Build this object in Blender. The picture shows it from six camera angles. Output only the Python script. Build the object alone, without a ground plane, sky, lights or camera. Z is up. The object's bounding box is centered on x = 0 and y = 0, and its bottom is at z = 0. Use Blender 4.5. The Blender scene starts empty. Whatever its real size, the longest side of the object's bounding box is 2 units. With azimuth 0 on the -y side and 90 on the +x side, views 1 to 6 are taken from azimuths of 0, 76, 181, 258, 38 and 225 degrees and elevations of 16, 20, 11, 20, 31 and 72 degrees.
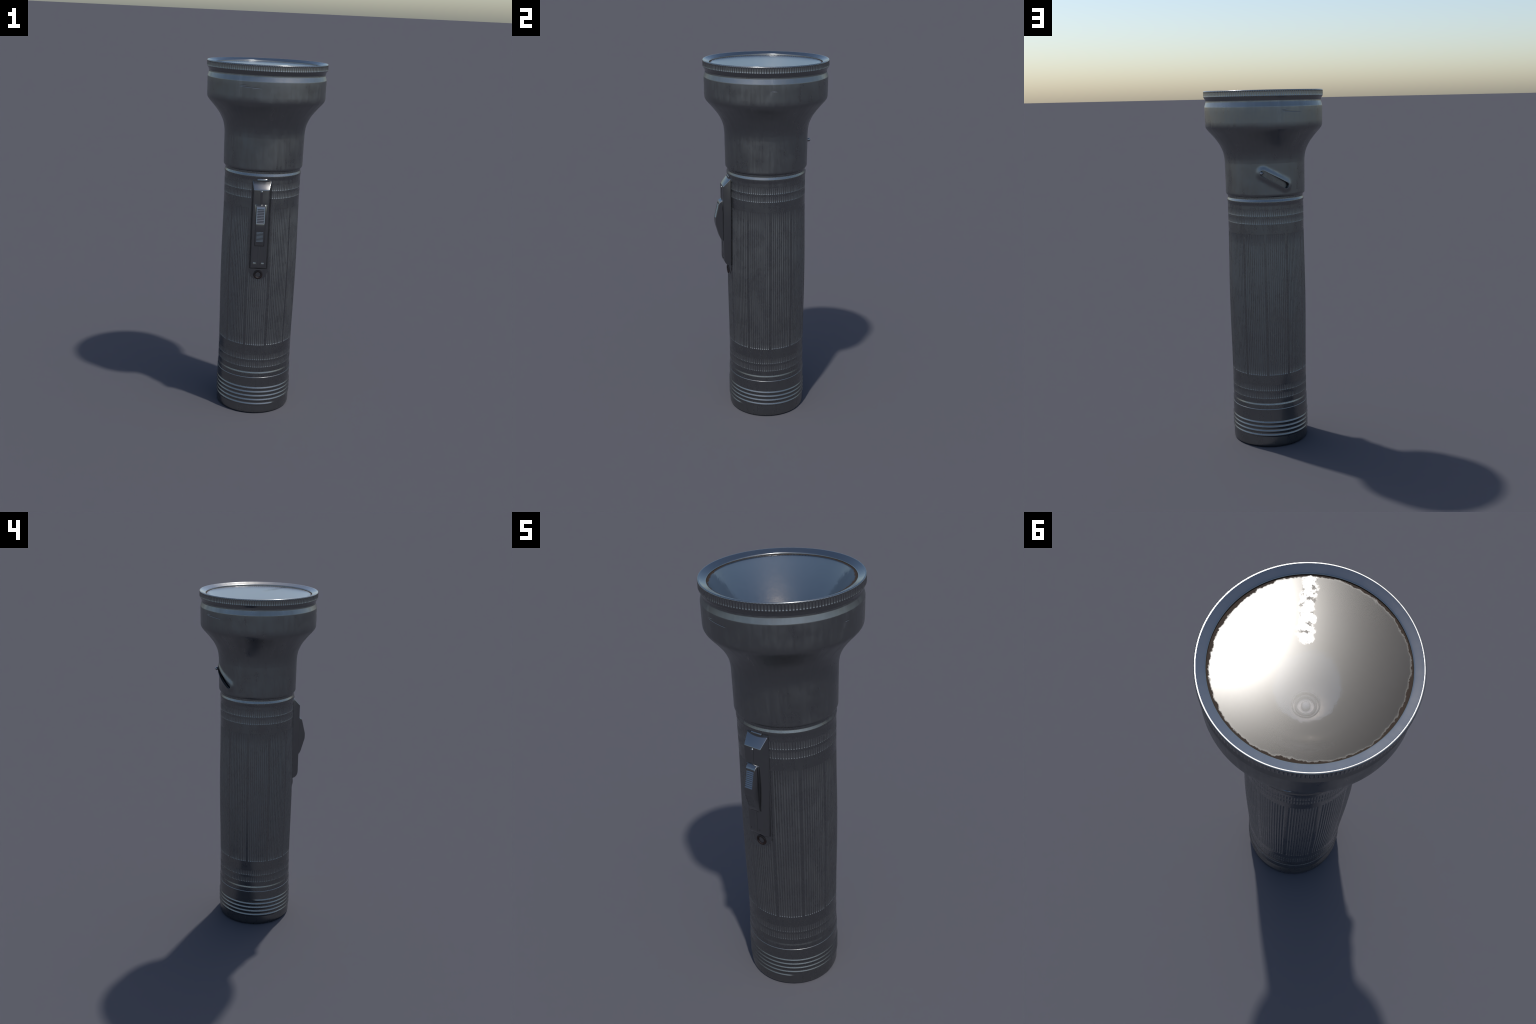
# A vintage metal flashlight standing on its tail cap, head up.
# Frame: metres, z up, axis of the flashlight = z axis, switch on the -y side.
import bpy, bmesh, math
import numpy as np
from mathutils import Vector

TAU = math.tau
rng = np.random.default_rng(7)

# ------------------------------------------------------------------ helpers
def smooth(a, b, x):
    t = np.clip((np.asarray(x, float) - a) / (b - a), 0.0, 1.0)
    return t * t * (3 - 2 * t)

def make(name, verts, faces, mat, parent=None, angle=35.0):
    me = bpy.data.meshes.new(name)
    me.from_pydata([tuple(map(float, v)) for v in verts], [], faces)
    me.validate()
    me.update()
    me.shade_smooth()
    if angle is not None:
        me.set_sharp_from_angle(angle=math.radians(angle))
    me.materials.append(mat)
    ob = bpy.data.objects.new(name, me)
    bpy.context.scene.collection.objects.link(ob)
    if parent is not None:
        ob.parent = parent
    return ob

def polyline(points, step=None):
    """Profile points (r, z); with step, long legs are subdivided."""
    out = [points[0]]
    for a, b in zip(points, points[1:]):
        n = 1 if step is None else max(1, int(math.ceil(math.dist(a, b) / step)))
        for k in range(1, n + 1):
            out.append((a[0] + (b[0] - a[0]) * k / n, a[1] + (b[1] - a[1]) * k / n))
    return out

def spline(points, n=8):
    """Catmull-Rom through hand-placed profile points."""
    p = [np.array(points[0], float)] + [np.array(q, float) for q in points] + [np.array(points[-1], float)]
    out = []
    for i in range(1, len(p) - 2):
        for k in range(n):
            t = k / n
            out.append(tuple(0.5 * (2 * p[i] + (p[i + 1] - p[i - 1]) * t + (2 * p[i - 1] - 5 * p[i] + 4 * p[i + 1] - p[i + 2]) * t * t
                                    + (3 * p[i] - p[i - 1] - 3 * p[i + 1] + p[i + 2]) * t ** 3)))
    out.append(tuple(points[-1]))
    return out

def revolve(profile, n, radial=None):
    """Grid of revolution. radial(theta, r, z) may change r. Closes to the axis where r == 0."""
    th = np.arange(n) * TAU / n
    verts, faces, rows = [], [], []
    for r, z in profile:
        if r < 1e-6:
            rows.append([len(verts)] * n)
            verts.append((0, 0, z))
            continue
        rr = np.full(n, r) if radial is None else radial(th, r, z)
        rows.append(list(range(len(verts), len(verts) + n)))
        verts += list(zip(rr * np.cos(th), rr * np.sin(th), np.full(n, z)))
    for a, b in zip(rows, rows[1:]):
        for i in range(n):
            j = (i + 1) % n
            f = [a[i], b[i], b[j], a[j]]
            f = [v for k, v in enumerate(f) if v != f[k - 1]]
            if len(f) > 2:
                faces.append(f)
    return verts, faces

# ---------------------------------------------------------------- materials
class Nodes:
    def __init__(self, name):
        self.mat = bpy.data.materials.new(name)
        self.mat.use_nodes = True
        self.t = self.mat.node_tree
        self.bsdf = self.t.nodes["Principled BSDF"]
    def new(self, kind, **props):
        n = self.t.nodes.new("ShaderNode" + kind)
        for k, v in props.items():
            setattr(n, k, v)
        return n
    def put(self, socket, value):
        if isinstance(value, bpy.types.NodeSocket):
            self.t.links.new(value, socket)
        else:
            socket.default_value = value
    def math(self, op, a, b=0.0, c=0.0, clamp=False):
        n = self.new("Math", operation=op, use_clamp=clamp)
        for s, v in zip(n.inputs, (a, b, c)):
            self.put(s, v)
        return n.outputs[0]
    def ramp(self, x, lo, hi, a=0.0, b=1.0, smooth=True):
        n = self.new("MapRange", interpolation_type="SMOOTHSTEP" if smooth else "LINEAR", clamp=True)
        for s, v in zip(n.inputs, (x, lo, hi, a, b)):
            self.put(s, v)
        return n.outputs[0]
    def mix(self, f, a, b):
        n = self.new("Mix", data_type="RGBA")
        self.put(n.inputs[0], f)
        self.put(n.inputs[6], a)
        self.put(n.inputs[7], b)
        return n.outputs[2]
    def cylinder(self):
        """Object coordinates unrolled: angle (0 at the switch side, seam at the back), z, radius."""
        co = self.new("TexCoord").outputs["Object"]
        sp = self.new("SeparateXYZ")
        self.put(sp.inputs[0], co)
        x, y, z = sp.outputs
        ang = self.math("ARCTAN2", x, self.math("MULTIPLY", y, -1.0))
        rad = self.math("SQRT", self.math("ADD", self.math("MULTIPLY", x, x), self.math("MULTIPLY", y, y)))
        return co, ang, z, rad
    def vec(self, x, y, z):
        n = self.new("CombineXYZ")
        for s, v in zip(n.inputs, (x, y, z)):
            self.put(s, v)
        return n.outputs[0]
    def noise(self, vec, scale, detail=4.0, rough=0.6):
        n = self.new("TexNoise")
        self.put(n.inputs["Vector"], vec)
        n.inputs["Scale"].default_value = scale
        n.inputs["Detail"].default_value = detail
        n.inputs["Roughness"].default_value = rough
        return n.outputs["Fac"]

def window(m, x, lo, hi, soft):
    """1 between lo and hi, fading over soft at both ends."""
    return m.math("MULTIPLY", m.ramp(x, lo - soft, lo), m.ramp(x, hi, hi + soft, 1.0, 0.0))

def metal(name, colour, rough, streak=0.10, blotch=0.10, cuts=None, marks=False, mottle=0.05):
    """Worn nickel-plated metal: long vertical smears and soft blotches in gloss and tone.
    cuts(m, ang, z) masks milled grooves, which are duller than the polished lands."""
    m = Nodes(name)
    co, ang, z, rad = m.cylinder()
    v1 = m.vec(m.math("MULTIPLY", ang, 6.0), m.math("MULTIPLY", z, 1.6), rad)
    v2 = m.vec(m.math("MULTIPLY", ang, 2.2), m.math("MULTIPLY", z, 5.0), rad)
    n1 = m.noise(v1, 3.0, 3.0, 0.55)
    n2 = m.noise(v2, 2.2, 5.0, 0.6)
    s = m.math("MULTIPLY_ADD", m.math("SUBTRACT", n1, 0.5), streak * 2, m.math("MULTIPLY", m.math("SUBTRACT", n2, 0.5), blotch * 2))
    n4 = m.noise(co, 13.0, 5.0, 0.62)
    s = m.math("MULTIPLY_ADD", m.math("SUBTRACT", n4, 0.5), mottle * 2, s)
    tone = m.math("MULTIPLY_ADD", s, -0.5, 1.0)
    height = None
    if marks:
        smear = None
        for a, lo, hi in ((-0.455, 1.850, 1.950), (-2.845, 1.850, 1.950), (1.42, 1.875, 1.950)):
            wob = m.math("ADD", ang, m.math("MULTIPLY", m.math("SUBTRACT", n1, 0.5), 0.22))
            one = m.math("MULTIPLY", window(m, wob, a - 0.01, a + 0.01, 0.06), window(m, z, lo, hi, 0.03))
            smear = one if smear is None else m.math("MAXIMUM", smear, one)
        smear = m.math("MULTIPLY", smear, m.ramp(m.noise(v1, 11.0, 3.0, 0.6), 0.35, 0.65))
        s = m.math("MULTIPLY_ADD", smear, 0.09, s)
        tone = m.math("MULTIPLY_ADD", smear, 0.15, tone)
        for a, b, z0, slope in ((-0.43, -0.06, 1.8865, -0.018), (-2.79, -2.43, 1.8895, -0.020), (1.41, 1.52, 1.8810, -0.015), (-2.80, -2.68, 1.894, 0.05), (-0.44, -0.30, 1.890, 0.05)):
            line = m.math("ABSOLUTE", m.math("SUBTRACT", z, m.math("MULTIPLY_ADD", m.math("SUBTRACT", ang, a), slope, z0)))
            cut = m.math("MULTIPLY", m.ramp(line, 0.0004, 0.0022, 1.0, 0.0), window(m, ang, a + 0.05, b - 0.08, 0.07))
            height = cut if height is None else m.math("MAXIMUM", height, cut)
    if cuts is not None:
        milled = cuts(m, ang, z, rad)
        s = m.math("MULTIPLY_ADD", milled, 0.13, s)
        tone = m.math("MULTIPLY_ADD", milled, 0.15, tone)
    r = m.math("ADD", s, rough, clamp=True)
    col = m.mix(m.math("MULTIPLY", tone, 0.6), (0, 0, 0, 1), tuple(c / 0.6 for c in colour) + (1,))
    p = m.bsdf.inputs
    m.put(p["Base Color"], col)
    m.put(p["Roughness"], r)
    p["Metallic"].default_value = 1.0
    if height is not None:
        bump = m.new("Bump", invert=True)
        bump.inputs["Strength"].default_value = 0.8
        bump.inputs["Distance"].default_value = 0.0012
        m.put(bump.inputs["Height"], height)
        m.put(p["Normal"], bump.outputs[0])
    return m.mat

def milled(count, phase, bands, skip=0, least=0.0):
    """Mask of grooves milled at equal steps round the axis, within bands (lo, hi, panels)."""
    def mask(m, ang, z, rad):
        pos = m.math("MULTIPLY", m.math("SUBTRACT", ang, phase), count / TAU)
        near = m.math("ROUND", pos)
        groove = m.ramp(m.math("ABSOLUTE", m.math("SUBTRACT", pos, near)), 0.18, 0.42, 1.0, 0.0)
        total = None
        for lo, hi, panels in bands:
            one = m.math("MULTIPLY", groove, window(m, z, lo + 0.002, hi - 0.002, 0.002))
            if skip and panels:
                left = m.math("ABSOLUTE", m.math("SUBTRACT", m.math("FLOORED_MODULO", m.math("ADD", near, 0.5), float(skip)), 0.5))
                one = m.math("MULTIPLY", one, m.ramp(left, 0.1, 0.2))
            total = one if total is None else m.math("MAXIMUM", total, one)
        return m.math("MULTIPLY", total, m.ramp(rad, least - 0.0005, least))
    return mask

SLOTS = 121                       # flute positions round the tube; every 11th is left out
BANDS = [(1.3262, 1.3632, False), (1.2826, 1.3160, False), (0.4260, 1.2265, True), (0.3342, 0.3672, False), (0.2888, 0.3230, False)]
KNURLS, KNURL_PHASE = 166, math.radians(-55.91)

NICKEL = (0.238, 0.241, 0.240)
mat_head = metal("worn_nickel_head", NICKEL, 0.34, 0.12, 0.12, marks=True, mottle=0.14)
mat_tube = metal("worn_nickel_tube", NICKEL, 0.28, 0.10, 0.12, milled(SLOTS, math.pi, BANDS, 11), mottle=0.10)
mat_cap = metal("worn_nickel_cap", NICKEL, 0.29, 0.06, 0.06)
mat_bezel = metal("worn_nickel_bezel", NICKEL, 0.21, 0.05, 0.05, milled(KNURLS, KNURL_PHASE + math.pi / 2, [(1.9670, 1.9950, False)], least=0.3272))
mat_switch = metal("worn_nickel_switch", NICKEL, 0.21, 0.05, 0.08)
mat_pin = metal("dark_steel", (0.30, 0.30, 0.31), 0.30, 0.0, 0.0)

def plain(name, colour, rough, metallic=0.0, dents=0.0):
    m = Nodes(name)
    p = m.bsdf.inputs
    n = m.noise(m.new("TexCoord").outputs["Object"], 90.0)
    m.put(p["Base Color"], m.mix(n, tuple(c * 0.75 for c in colour) + (1,), tuple(c * 1.25 for c in colour) + (1,)))
    p["Roughness"].default_value = rough
    p["Metallic"].default_value = metallic
    if dents:
        bump = m.new("Bump")
        bump.inputs["Strength"].default_value = dents
        bump.inputs["Distance"].default_value = 0.01
        m.put(bump.inputs["Height"], m.noise(m.new("TexCoord").outputs["Object"], 24.0, 4.0, 0.6))
        m.put(p["Normal"], bump.outputs[0])
    return m.mat

mat_rivet = plain("browned_copper", (0.013, 0.0045, 0.0028), 0.5)
mat_gasket = plain("brown_rust", (0.030, 0.020, 0.015), 0.7)
mat_reflector = plain("silvered_reflector", (0.115, 0.112, 0.107), 0.08, 1.0, 0.14)
mat_bulb = plain("frosted_bulb", (0.42, 0.41, 0.39), 0.4)
mat_collar = plain("dull_collar", (0.36, 0.35, 0.335), 0.45, 0.5)

def lens_material():
    """Clear flat glass: straight view into the bowl plus a surface gloss with a sun streak shaped into it; ragged brown dirt creeps in from the rim."""
    m = Nodes("lens_glass_drawn_glint")
    co, ang, z, rad = m.cylinder()
    broad = m.noise(m.vec(m.math("MULTIPLY", m.math("SINE", ang), 1.6), m.math("MULTIPLY", m.math("COSINE", ang), 1.6), 0.0), 1.0, 1.0, 0.5)
    ragged = m.noise(co, 30.0, 7.0, 0.68)
    edge = m.math("MULTIPLY_ADD", m.math("SUBTRACT", ragged, 0.5), 0.030, rad)
    edge = m.math("MULTIPLY_ADD", m.math("SUBTRACT", broad, 0.5), 0.018, edge)
    dirt = m.ramp(edge, 0.2854, 0.2876)
    haze = m.ramp(edge, 0.2820, 0.2858)
    p = m.bsdf.inputs
    p["Base Color"].default_value = (0.030, 0.020, 0.014, 1)
    p["Roughness"].default_value = 0.7
    p["Specular IOR Level"].default_value = 0.15
    clear = m.new("BsdfRefraction")
    clear.inputs["Roughness"].default_value = 0.0
    clear.inputs["IOR"].default_value = 1.0
    clear.inputs["Color"].default_value = (1, 1, 1, 1)
    gloss = m.new("BsdfAnisotropic", distribution="GGX")
    gloss.inputs["Color"].default_value = (1, 1, 1, 1)
    # ragged sun reflection from the bowl, drawn by leaning the lens normals
    sx = m.new("SeparateXYZ")
    m.put(sx.inputs[0], co)
    x, y = m.math("SUBTRACT", sx.outputs[0], 0.058), m.math("ADD", sx.outputs[1], 0.034)
    along = m.math("ADD", m.math("MULTIPLY", x, 0.657), m.math("MULTIPLY", y, -0.754))
    across = m.math("ADD", m.math("MULTIPLY", x, 0.754), m.math("MULTIPLY", y, 0.657))
    wander = m.noise(co, 34.0, 5.0, 0.65)
    across = m.math("ABSOLUTE", m.math("MULTIPLY_ADD", m.math("SUBTRACT", wander, 0.5), 0.05, across))
    glint = m.math("MULTIPLY", window(m, m.math("MULTIPLY_ADD", m.math("SUBTRACT", m.noise(co, 22.0, 4.0, 0.6), 0.5), 0.06, along), 0.014, 0.30, 0.010), m.math("SUBTRACT", 1.0, m.ramp(across, 0.012, 0.026)))
    glint_noise = m.noise(co, 42.0, 5.0, 0.65)
    lean = m.math("MULTIPLY", glint, m.ramp(glint_noise, 0.38, 0.54, -0.35, 1.1))
    tilt = m.new("VectorMath", operation="SCALE")
    tilt.inputs[0].default_value = (0.037, 0.041, 0.0)
    m.put(tilt.inputs["Scale"], lean)
    total = m.new("VectorMath", operation="ADD")
    m.put(total.inputs[0], m.new("NewGeometry").outputs["Normal"])
    m.put(total.inputs[1], tilt.outputs[0])
    unit = m.new("VectorMath", operation="NORMALIZE")
    m.put(unit.inputs[0], total.outputs[0])
    m.put(gloss.inputs["Normal"], unit.outputs[0])
    rough = m.math("MULTIPLY_ADD", haze, 0.16, 0.205)
    m.put(gloss.inputs["Roughness"], m.math("MULTIPLY_ADD", glint, -0.02, rough))
    fresnel = m.new("Fresnel")
    fresnel.inputs["IOR"].default_value = 1.45
    front = m.math("SUBTRACT", 1.0, m.new("NewGeometry").outputs["Backfacing"])
    glass = m.new("MixShader")
    m.put(glass.inputs[0], m.math("MULTIPLY", fresnel.outputs[0], front))
    m.put(glass.inputs[1], clear.outputs[0])
    m.put(glass.inputs[2], gloss.outputs[0])
    mixed = m.new("MixShader")
    m.put(mixed.inputs[0], dirt)
    m.put(mixed.inputs[1], glass.outputs[0])
    m.put(mixed.inputs[2], m.bsdf.outputs[0])
    m.t.links.new(mixed.outputs[0], m.t.nodes["Material Output"].inputs["Surface"])
    return m.mat
mat_lens = lens_material()

# ------------------------------------------------------------------- object
root = bpy.data.objects.new("flashlight", None)
bpy.context.scene.collection.objects.link(root)
root["label"] = "old ribbed nickel metal flashlight standing with its wide head up"
root["category"] = "flashlight"

# ---------------------------------------------------------------- tail cap
THREAD_TOP, THREAD_PITCH, THREAD_FROM, THREAD_TURN = 0.1645, 0.02496, math.radians(163.3), math.radians(1587.0)
def thread(th, r, z):
    """Rolled helical thread: a rounded ridge running down counter-clockwise."""
    best = np.zeros_like(th)
    base = (th - THREAD_FROM) % TAU
    for k in range(5):
        a = base + TAU * k
        inside = smooth(0.0, 0.22, a) * (1 - smooth(THREAD_TURN - 0.22, THREAD_TURN, a))
        d = (z - (THREAD_TOP - THREAD_PITCH * a / TAU)) / (THREAD_PITCH * 0.40)
        best = np.maximum(best, inside * np.clip(np.cos(np.clip(d, -1, 1) * math.pi) * 0.5 + 0.5, 0, 1))
    return r + 0.0036 * best
cap_profile = [(0.0, 0.006), (0.17, 0.006), (0.185, 0.0), (0.205, 0.0), (0.2105, 0.0015), (0.2138, 0.006), (0.2150, 0.012)]
cap_profile += polyline([(0.2150, 0.012), (0.2152, 0.045)], 0.012)[1:]
cap_profile += polyline([(0.2152, 0.045), (0.2152, 0.180)], 0.0016)[1:]
cap_profile += [(0.2156, 0.195), (0.2163, 0.2225), (0.2164, 0.2238), (0.2153, 0.2265), (0.2147, 0.2270), (0.2105, 0.2270), (0.2095, 0.20)]
v, f = revolve(cap_profile[::-1], 300, thread)
make("tail_cap", v, f, mat_cap, root, 50)

# -------------------------------------------------------------------- tube
def flutes(th, r, z):
    pos = (th - math.pi / 2) / TAU * SLOTS
    near = np.round(pos)
    cut = np.clip(np.cos(np.clip((pos - near) / 0.44, -1, 1) * math.pi) * 0.5 + 0.5, 0, 1) 
    left_out = (near.astype(int) % 11) == 0
    depth = np.zeros_like(th)
    for lo, hi, panels in BANDS:
        e = smooth(lo, lo + 0.0036, z) * (1 - smooth(hi - 0.0035, hi, z))
        depth = np.maximum(depth, e * np.where(left_out & panels, 0.0, cut) * (1.0 if panels else 0.62))
    return r - 0.0022 * depth
zs = set()
for lo, hi, _ in BANDS:
    zs |= {lo - 0.0005, lo, lo + 0.0009, lo + 0.0018, lo + 0.0027, lo + 0.0036, hi - 0.0035, hi - 0.00175, hi, hi + 0.0005}
zs |= set(np.arange(0.46, 1.21, 0.05))
R = 0.2128
def swell(z):
    """The tube bellies out a little in its middle."""
    return 0.0042 * smooth(0.40, 0.80, z) * (1 - smooth(0.86, 1.25, z))
tube_profile = [(0.2085, 0.215), (0.2148, 0.215), (0.2150, 0.2495), (0.2149, 0.2510), (0.2145, 0.2525), (0.2127, 0.2580), (0.2123, 0.2592), (0.2121, 0.2615), (0.2124, 0.268), (R, 0.276)]
tube_profile += [(R + swell(z), z) for z in sorted(zs)]
tube_profile += [(R, 1.380), (R, 1.3905), (0.2136, 1.3920), (0.2148, 1.3985), (0.2151, 1.4040), (0.2149, 1.4058), (0.2145, 1.4070), (0.2110, 1.4162), (0.2106, 1.4176), (0.2106, 1.4200),
                 (0.2110, 1.46), (0.2110, 1.64), (0.19, 1.64)]
v, f = revolve(tube_profile, SLOTS * 10, flutes)
make("tube", v, f, mat_tube, root, 50)

# -------------------------------------------------------------------- head
# Bell-shaped reflector housing with a raised, slanting bayonet slot at the back.
shoulder = spline([(0.3250, 1.8180), (0.3225, 1.8040), (0.3130, 1.7885), (0.2835, 1.7550), (0.2530, 1.7148), (0.2330, 1.6740), (0.2252, 1.6400), (0.2228, 1.6120)], 7)
head_profile = [(0.2995, 1.95), (0.3184, 1.95), (0.3184, 1.9400), (0.3185, 1.9380), (0.3188, 1.9368), (0.3246, 1.9170), (0.3250, 1.9157), (0.3254, 1.9140), (0.3255, 1.9110)]
head_profile += polyline([(0.3255, 1.9080), (0.3250, 1.8180)], 0.02)[1:] + shoulder[1:]
Z_HI, Z_LO = 1.6120, 1.4460
neck_rows = 24
neck = [(0.2228 - 0.0014 * k / neck_rows, Z_HI + (Z_LO - Z_HI) * k / neck_rows) for k in range(neck_rows + 1)]
lower = [(0.2212, 1.4415), (0.2200, 1.4375), (0.2165, 1.4330), (0.2128, 1.4300), (0.2119, 1.4310), (0.2119, 1.46)]
NH = 360
th = np.arange(NH) * TAU / NH
W0, W1 = 75, 140                   # window columns (degrees) that hold the slot
verts, faces = [], []
def ring(r, z):
    i = len(verts)
    verts.extend(zip(r * np.cos(th), r * np.sin(th), np.full(NH, z)))
    return i
full = head_profile + neck[1:] + lower
starts = [ring(r, z) for r, z in full]
first = len(head_profile) - 1
for k in range(len(full) - 1):
    for i in range(NH):
        if first <= k < first + neck_rows and W0 <= i < W1:
            continue
        j = (i + 1) % NH
        faces.append([starts[k] + i, starts[k + 1] + i, starts[k + 1] + j, starts[k] + j])
# window filled with rings that follow the slot outline
def perim():
    cells = [(first, i) for i in range(W0, W1)] + [(k, W1) for k in range(first, first + neck_rows)]
    cells += [(first + neck_rows, i) for i in range(W1, W0, -1)] + [(k, W0) for k in range(first + neck_rows, first, -1)]
    return cells
RS = 0.222
A, B, HALF = np.array([0.3475, 1.5601]), np.array([0.4750, 1.4922]), 0.0163
def neck_r(z):
    return 0.2228 - 0.0014 * (Z_HI - z) / (Z_HI - Z_LO)
loops = []
outer = perim()
loops.append([starts[k] + i for k, i in outer])
levels = [1.0, 0.8, 0.62, 0.46, 0.33, 0.23, 0.155, 0.10, 0.055, 0.02, 0.0]
info = []
for k, i in outer:
    P = np.array([RS * th[i], full[k][1]])
    t = np.clip((P - A) @ (B - A) / ((B - A) @ (B - A)), 0, 1)
    Q = A + t * (B - A)
    D = np.linalg.norm(P - Q)
    info.append((Q, (P - Q) / D, D))
def lip(d):
    """Collar drawn outwards towards the slot edge."""
    return 0.0068 * (1 - smooth(0.0, 0.026, d))
for lv in levels[1:]:
    row = []
    for Q, u, D in info:
        d = lv * (D - HALF) if lv > 0.33 else lv * (min(D, HALF + 0.085) - HALF) if False else lv * (D - HALF)
        p = Q + u * (HALF + d)
        r = neck_r(p[1]) + lip(d)
        row.append(len(verts))
        verts.append((r * math.cos(p[0] / RS), r * math.sin(p[0] / RS), p[1]))
    loops.append(row)
for inset, drop in ((0.0004, 0.0006), (0.0006, 0.0048), (0.0006, 0.0085), (0.0006, 0.0125)):
    row = []
    for Q, u, D in info:
        p = Q + u * (HALF - inset)
        r = neck_r(p[1]) + lip(0.0) - drop
        row.append(len(verts))
        verts.append((r * math.cos(p[0] / RS), r * math.sin(p[0] / RS), p[1]))
    loops.append(row)
n = len(outer)
for a, b in zip(loops, loops[1:]):
    for i in range(n):
        j = (i + 1) % n
        faces.append([a[i], a[j], b[j], b[i]])
head = make("head", verts, faces, mat_head, root, 50)
bm = bmesh.new()
bm.from_mesh(head.data)
bmesh.ops.recalc_face_normals(bm, faces=bm.faces)
bm.to_mesh(head.data)
bm.free()

# slot pin
pin_profile = [(0.0, 0.2458), (0.0040, 0.2452), (0.0072, 0.2432), (0.0090, 0.2402), (0.0094, 0.2365), (0.0084, 0.2335), (0.0078, 0.205), (0.0, 0.205)]
v, f = revolve(pin_profile, 24)
a = math.radians(87.7)
out, side = np.array([math.cos(a), math.sin(a), 0]), np.array([-math.sin(a), math.cos(a), 0])
v = [out * p[2] + side * p[0] + np.array([0, 0, 1.5615 + p[1]]) for p in v]
make("slot_pin", v, f, mat_pin, root, 50)

# ------------------------------------------------------------------- bezel
def knurl(th, r, z):
    pos = (th - KNURL_PHASE) / TAU * KNURLS
    d = pos - np.round(pos)
    cut = np.clip(np.cos(np.clip(d / 0.46, -1, 1) * math.pi) * 0.5 + 0.5, 0, 1)
    e = smooth(1.9680, 1.9725, z) * (1 - smooth(1.9925, 1.9955, z)) * (1 if r > 0.32 else 0)
    return r - 0.0017 * e * cut
bezel_profile = [(0.3165, 1.945), (0.3190, 1.9452), (0.3196, 1.9510), (0.3235, 1.9580), (0.3285, 1.9655), (0.3296, 1.9672), (0.3298, 1.9680), (0.3298, 1.9695), (0.3298, 1.9710), (0.3298, 1.9725),
                 (0.3298, 1.9800), (0.3298, 1.9870), (0.3298, 1.9925), (0.3298, 1.9940), (0.3296, 1.9955), (0.3290, 1.9978), (0.3279, 1.9993), (0.3266, 2.0), (0.3262, 2.0), (0.3242, 2.0), (0.3238, 2.0),
                 (0.3229, 1.9997), (0.3220, 1.9992), (0.3211, 1.9988), (0.3100, 1.9943), (0.2990, 1.9899), (0.2972, 1.9891), (0.2957, 1.9880), (0.2949, 1.9868), (0.2946, 1.9855), (0.2946, 1.9800), (0.2990, 1.9800)]
v, f = revolve(bezel_profile, KNURLS * 8, knurl)
bezel = make("bezel", v, f, mat_bezel, root, 50)

# -------------------------------------------------------- lens and reflector
LZ = 1.9830
v, f = revolve([(0.0, LZ), (0.10, LZ), (0.20, LZ), (0.29, LZ), (0.2962, LZ)][::-1], 160)
make("lens", v, f, mat_lens, root, 40)
BOWL = lambda r: 1.694 + 0.283 * (r / 0.29) ** 2.4
bowl = [(0.2975, 1.9770), (0.2930, 1.9770)] + [(r, BOWL(r)) for r in np.linspace(0.29, 0.0440, 48)] + [(0.0425, 1.6965)]
v, f = revolve(bowl, 160)
make("reflector", v, f, mat_reflector, root, 50)
v, f = revolve([(0.0, 1.680), (0.0270, 1.680), (0.0275, 1.690), (0.0285, 1.6940), (0.0315, 1.6960), (0.0345, 1.6940), (0.0355, 1.690), (0.0358, 1.682), (0.0415, 1.682)], 64)
socket = make("bulb_socket", v, f, mat_collar, root, 50)
v, f = revolve([(0.0412, 1.680), (0.0412, 1.6985), (0.0420, 1.7002), (0.0434, 1.7008), (0.0446, 1.6998), (0.0450, 1.6930)], 64)
collar = make("bulb_collar", v, f, mat_collar, root, 50)
v, f = revolve([(0.0150, 1.676), (0.0155, 1.688)] + [(0.0155 * math.cos(t), 1.688 + 0.0130 * math.sin(t)) for t in np.linspace(0.15, math.pi / 2 - 0.02, 9)] + [(0.0, 1.7010)], 40)
bulb = make("bulb", v, f, mat_bulb, root, 50)
socket.parent = collar.parent = bulb

# ------------------------------------------------------------------ switch
def bevel(ob, width, segments=3, angle=25):
    md = ob.modifiers.new("bevel", "BEVEL")
    md.width, md.segments, md.limit_method, md.angle_limit = width, segments, "ANGLE", math.radians(angle)
    md.harden_normals = False

def prism(profile, half, mat, name, parent):
    """Side profile (y, z) drawn out to +-half(y) in x."""
    n = len(profile)
    verts = [(s * half(y, z), y, z) for s in (-1, 1) for y, z in profile]
    faces = [[i, (i + 1) % n, n + (i + 1) % n, n + i] for i in range(n)] + [list(range(n))[::-1], list(range(n, 2 * n))]
    ob = make(name, verts, faces, mat, parent, None)
    bm = bmesh.new()
    bm.from_mesh(ob.data)
    bmesh.ops.recalc_face_normals(bm, faces=bm.faces)
    bm.to_mesh(ob.data)
    bm.free()
    return ob

FRONT = -0.2480
def housing_half(y, z):
    return 0.0535 + (0.0415 - 0.0535) * np.clip((-0.2035 - y) / 0.0445, 0, 1)
profile = [(-0.2035, 1.3835), (-0.2110, 1.3790), (FRONT, 1.3385), (FRONT, 0.9300), (-0.2470, 0.9160), (-0.2435, 0.9050), (-0.2375, 0.8960), (-0.2290, 0.8895), (-0.2180, 0.8865), (-0.2035, 0.8860)]
housing = prism(profile, housing_half, mat_switch, "switch_housing", root)
bevel(housing, 0.0036, 3, 25)

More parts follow.
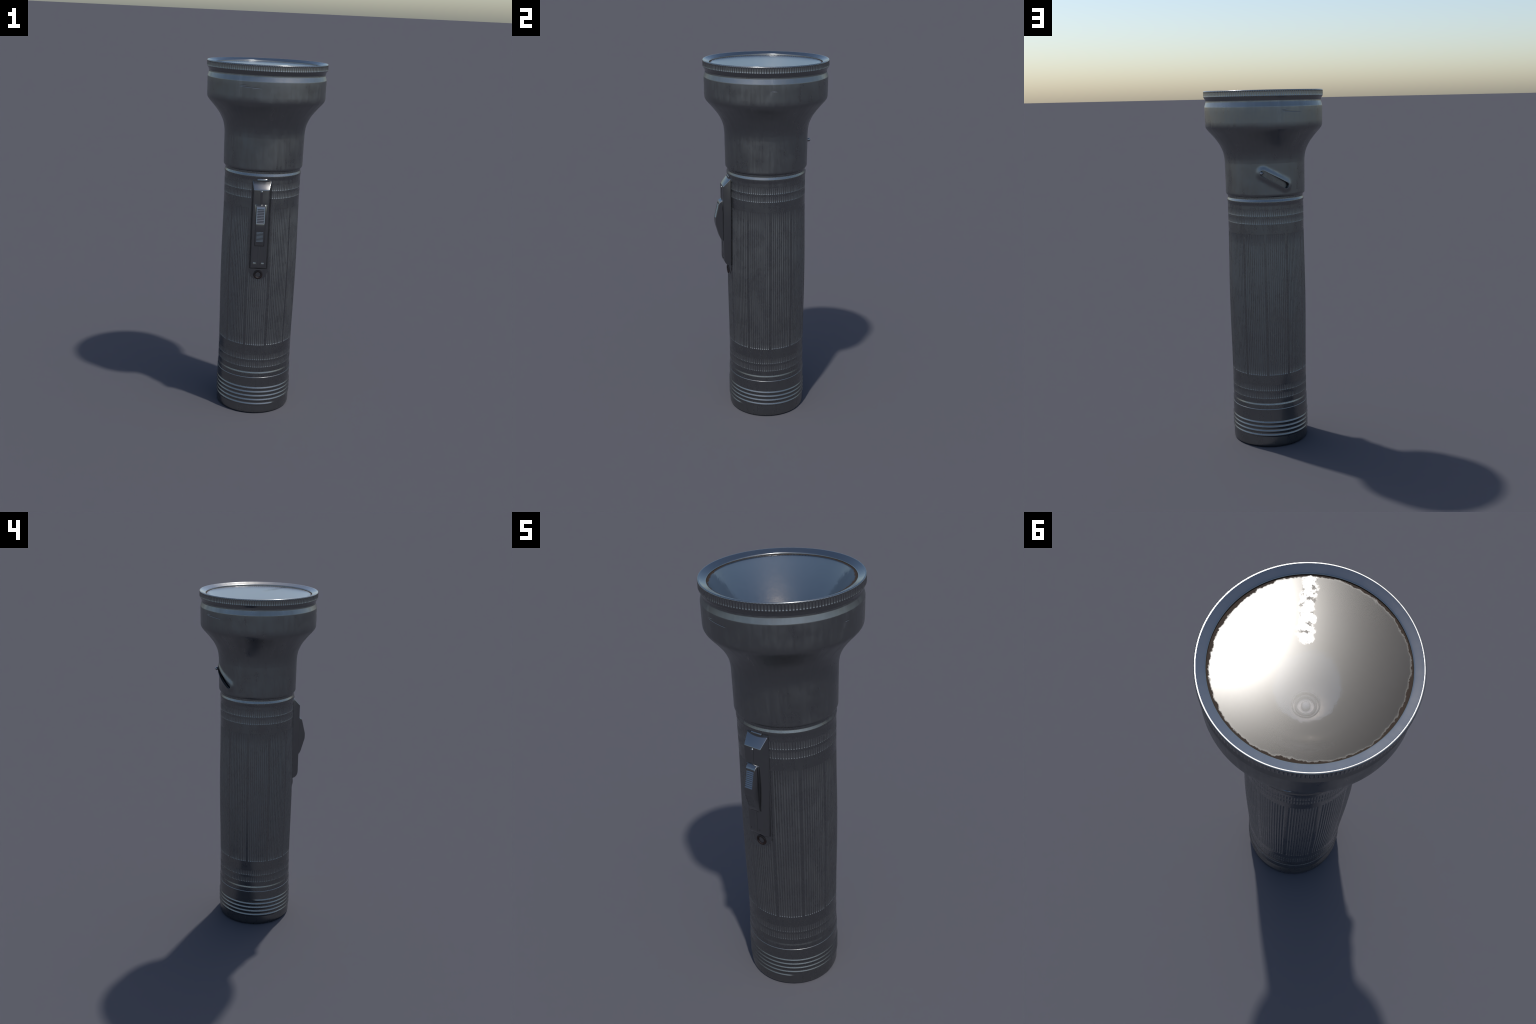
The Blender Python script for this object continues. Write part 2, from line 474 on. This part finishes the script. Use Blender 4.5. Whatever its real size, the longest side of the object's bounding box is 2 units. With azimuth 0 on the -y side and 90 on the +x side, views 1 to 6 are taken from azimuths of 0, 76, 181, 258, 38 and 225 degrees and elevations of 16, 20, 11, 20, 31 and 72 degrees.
# thin curved backing plate with a rounded lower tab
plate_rows = [(0.8262, 0.004), (0.8268, 0.012), (0.8285, 0.020), (0.8315, 0.028), (0.8360, 0.0355), (0.8425, 0.0415), (0.8520, 0.0460), (0.8640, 0.0500), (0.8760, 0.0540), (0.8860, 0.0560), (0.90, 0.0565), (0.95, 0.0565), (1.0, 0.0565), (1.05, 0.0565), (1.1, 0.0565), (1.2, 0.0565), (1.36, 0.0565), (1.3815, 0.0560), (1.3835, 0.0545)]
verts, faces, K = [], [], 16
RP = 0.2152
for lift in (0.0024, -0.0030):
    for z, w in plate_rows:
        rr = R + swell(z) + lift
        for k in range(K + 1):
            a = -math.pi / 2 + (w / RP) * (2 * k / K - 1)
            verts.append((rr * math.cos(a), rr * math.sin(a), z))
M = len(plate_rows)
idx = lambda s, i, k: (s * M + i) * (K + 1) + k
for i in range(M - 1):
    for k in range(K):
        faces.append([idx(0, i, k), idx(0, i, k + 1), idx(0, i + 1, k + 1), idx(0, i + 1, k)])
    for k, s in ((0, 1), (K, -1)):
        q = [idx(0, i, k), idx(0, i + 1, k), idx(1, i + 1, k), idx(1, i, k)]
        faces.append(q[::s])
for i, s in ((0, 1), (M - 1, -1)):
    for k in range(K):
        q = [idx(0, i, k), idx(1, i, k), idx(1, i, k + 1), idx(0, i, k + 1)]
        faces.append(q[::s])
plate = make("backing_plate", verts, faces, mat_switch, root, 40)

# small tongue above the housing
tongue = prism([(-0.2080, 1.3925), (-0.2135, 1.3922), (-0.2158, 1.3895), (-0.2172, 1.3830), (-0.2150, 1.3805), (-0.2080, 1.3800)], lambda y, z: 0.0262, mat_switch, "tongue", housing)
bevel(tongue, 0.0010, 2)

# raised guide rib down the middle of the housing
verts, faces = [], []
zs_rib = [0.9150, 0.9160, 0.9185, 0.9225] + list(np.linspace(0.93, 1.3225, 12)) + [1.3265, 1.3300, 1.3325, 1.3340]
N = 14
for z in zs_rib:
    cap = min(1.0, math.sqrt(max(0.0, 1 - (max(0, 0.9220 - z, z - 1.3265) / 0.0076) ** 2)) + 0.02)
    w = (0.0058 + 0.0014 * smooth(1.316, 1.325, z)) * cap
    h = (0.0034 + 0.0016 * smooth(1.316, 1.325, z)) * cap
    for k in range(N + 1):
        a = math.pi * k / N
        verts.append((-w * math.cos(a), FRONT + 0.0004 - h * math.sin(a) ** 0.8, z))
for i in range(len(zs_rib) - 1):
    for k in range(N):
        a = i * (N + 1) + k
        faces.append([a, a + 1, a + N + 2, a + N + 1])
make("guide_rib", verts, faces, mat_switch, housing, 60)

# two short marks stamped into the housing, either side of the rib
for s in (-1, 1):
    cut = prism([(FRONT - 0.002, 0.9315), (FRONT + 0.0030, 0.9300), (FRONT + 0.0005, 0.9205), (FRONT - 0.002, 0.9195)], lambda y, z: 0.0073, mat_switch, "cutter", None)
    cut.location.x = s * 0.0222
    cut.hide_render = True
    md = housing.modifiers.new("stamp", "BOOLEAN")
    md.object, md.operation, md.solver = cut, "DIFFERENCE", "EXACT"
bpy.context.view_layer.update()
graph = bpy.context.evaluated_depsgraph_get()
me = bpy.data.meshes.new_from_object(housing.evaluated_get(graph))
housing.modifiers.clear()
housing.data = me
me.shade_smooth()
me.set_sharp_from_angle(angle=math.radians(24))
for ob in [o for o in bpy.data.objects if o.name.startswith("cutter")]:
    bpy.data.objects.remove(ob)

# sliding thumb button: ribbed up-slope, flat crest, ribbed down-slope
crest = [(1.2580, -0.2495), (1.2568, -0.2530), (1.2535, -0.2590), (1.2490, -0.2640), (1.2430, -0.2675), (1.2365, -0.2692), (1.1630, -0.2868), (1.1570, -0.2880), (1.1420, -0.2886), (1.1260, -0.2878),
         (1.1190, -0.2860), (1.0520, -0.2665), (1.0420, -0.2628), (1.0330, -0.2575), (1.0270, -0.2525), (1.0240, -0.2495)]
cz, cy = np.array([c[0] for c in crest])[::-1], np.array([c[1] for c in crest])[::-1]
def ribs(z):
    g = 0.0
    if 1.1600 <= z <= 1.2365:
        g = 0.0028 * (0.5 - 0.5 * math.cos(TAU * (z - 1.1600) / (0.0765 / 9.0)))
    if 1.0545 <= z <= 1.1180:
        g = (0.5 - 0.5 * math.cos(TAU * (z - 1.0545) / (0.0635 / 8.0))) * 0.0015
    return g
xs = [-0.0275, -0.0262, -0.0243, -0.0232, -0.0222, -0.0195, -0.0187, -0.0184, -0.0090, 0.0, 0.0090, 0.0184, 0.0187, 0.0195, 0.0222, 0.0232, 0.0243, 0.0262, 0.0275]
zz = sorted(set(list(cz)) | set(np.linspace(1.0545, 1.1180, 8 * 8 + 1)) | set(np.linspace(1.1600, 1.2365, 9 * 8 + 1)))
verts, faces = [], []
for z in zz:
    y0 = float(np.interp(z, cz, cy))
    h = -0.2470 - y0
    for x in xs:
        ax = abs(x)
        fall = float(np.interp(ax, [0, 0.0222, 0.0232, 0.0243, 0.0262, 0.0275], [0, 0, min(0.0007, 0.1 * h), min(0.0028, 0.3 * h), 0.55 * h, h]))
        inside = float(1 - smooth(0.0184, 0.0187, ax))
        verts.append((x, y0 + fall + ribs(z) * inside, z))
X = len(xs)
for i in range(len(zz) - 1):
    for k in range(X - 1):
        a = i * X + k
        faces.append([a, a + 1, a + X + 1, a + X])
button = make("thumb_slider", verts, faces, mat_switch, housing, 14)
skirt_profile = [(-0.2465, 1.2585), (-0.2505, 1.2575), (-0.2505, 1.0290), (-0.2500, 1.0200), (-0.2465, 1.0190)]
skirt = prism(skirt_profile, lambda y, z: 0.0325 if z > 1.03 else 0.012 if z < 1.0195 else 0.0140 if z < 1.021 else 0.0300, mat_switch, "slider_skirt", housing)
bevel(skirt, 0.0008, 2)

# eyelet rivet in the tab
ring_profile, mj, mn = [], 0.0198, 0.0064
verts, faces, NU, NV = [], [], 48, 16
for i in range(NU):
    a = TAU * i / NU
    for k in range(NV):
        b = TAU * k / NV
        rr = mj + mn * math.cos(b)
        x, z = rr * math.cos(a), rr * math.sin(a)
        y = -math.sqrt(0.2190 ** 2 - x * x) - 0.0052 * math.sin(b)
        verts.append((x, y, 0.8528 + z))
for i in range(NU):
    for k in range(NV):
        faces.append([i * NV + k, i * NV + (k + 1) % NV, ((i + 1) % NU) * NV + (k + 1) % NV, ((i + 1) % NU) * NV + k])
make("eyelet", verts, faces, mat_rivet, root, 60)

# consistent outward normals everywhere
for ob in bpy.data.objects:
    if ob.type == "MESH" and ob.name in ("tail_cap", "tube", "bezel", "lens", "slot_pin", "bulb_collar", "bulb", "eyelet", "backing_plate"):
        bm = bmesh.new()
        bm.from_mesh(ob.data)
        bmesh.ops.recalc_face_normals(bm, faces=bm.faces)
        bm.to_mesh(ob.data)
        bm.free()
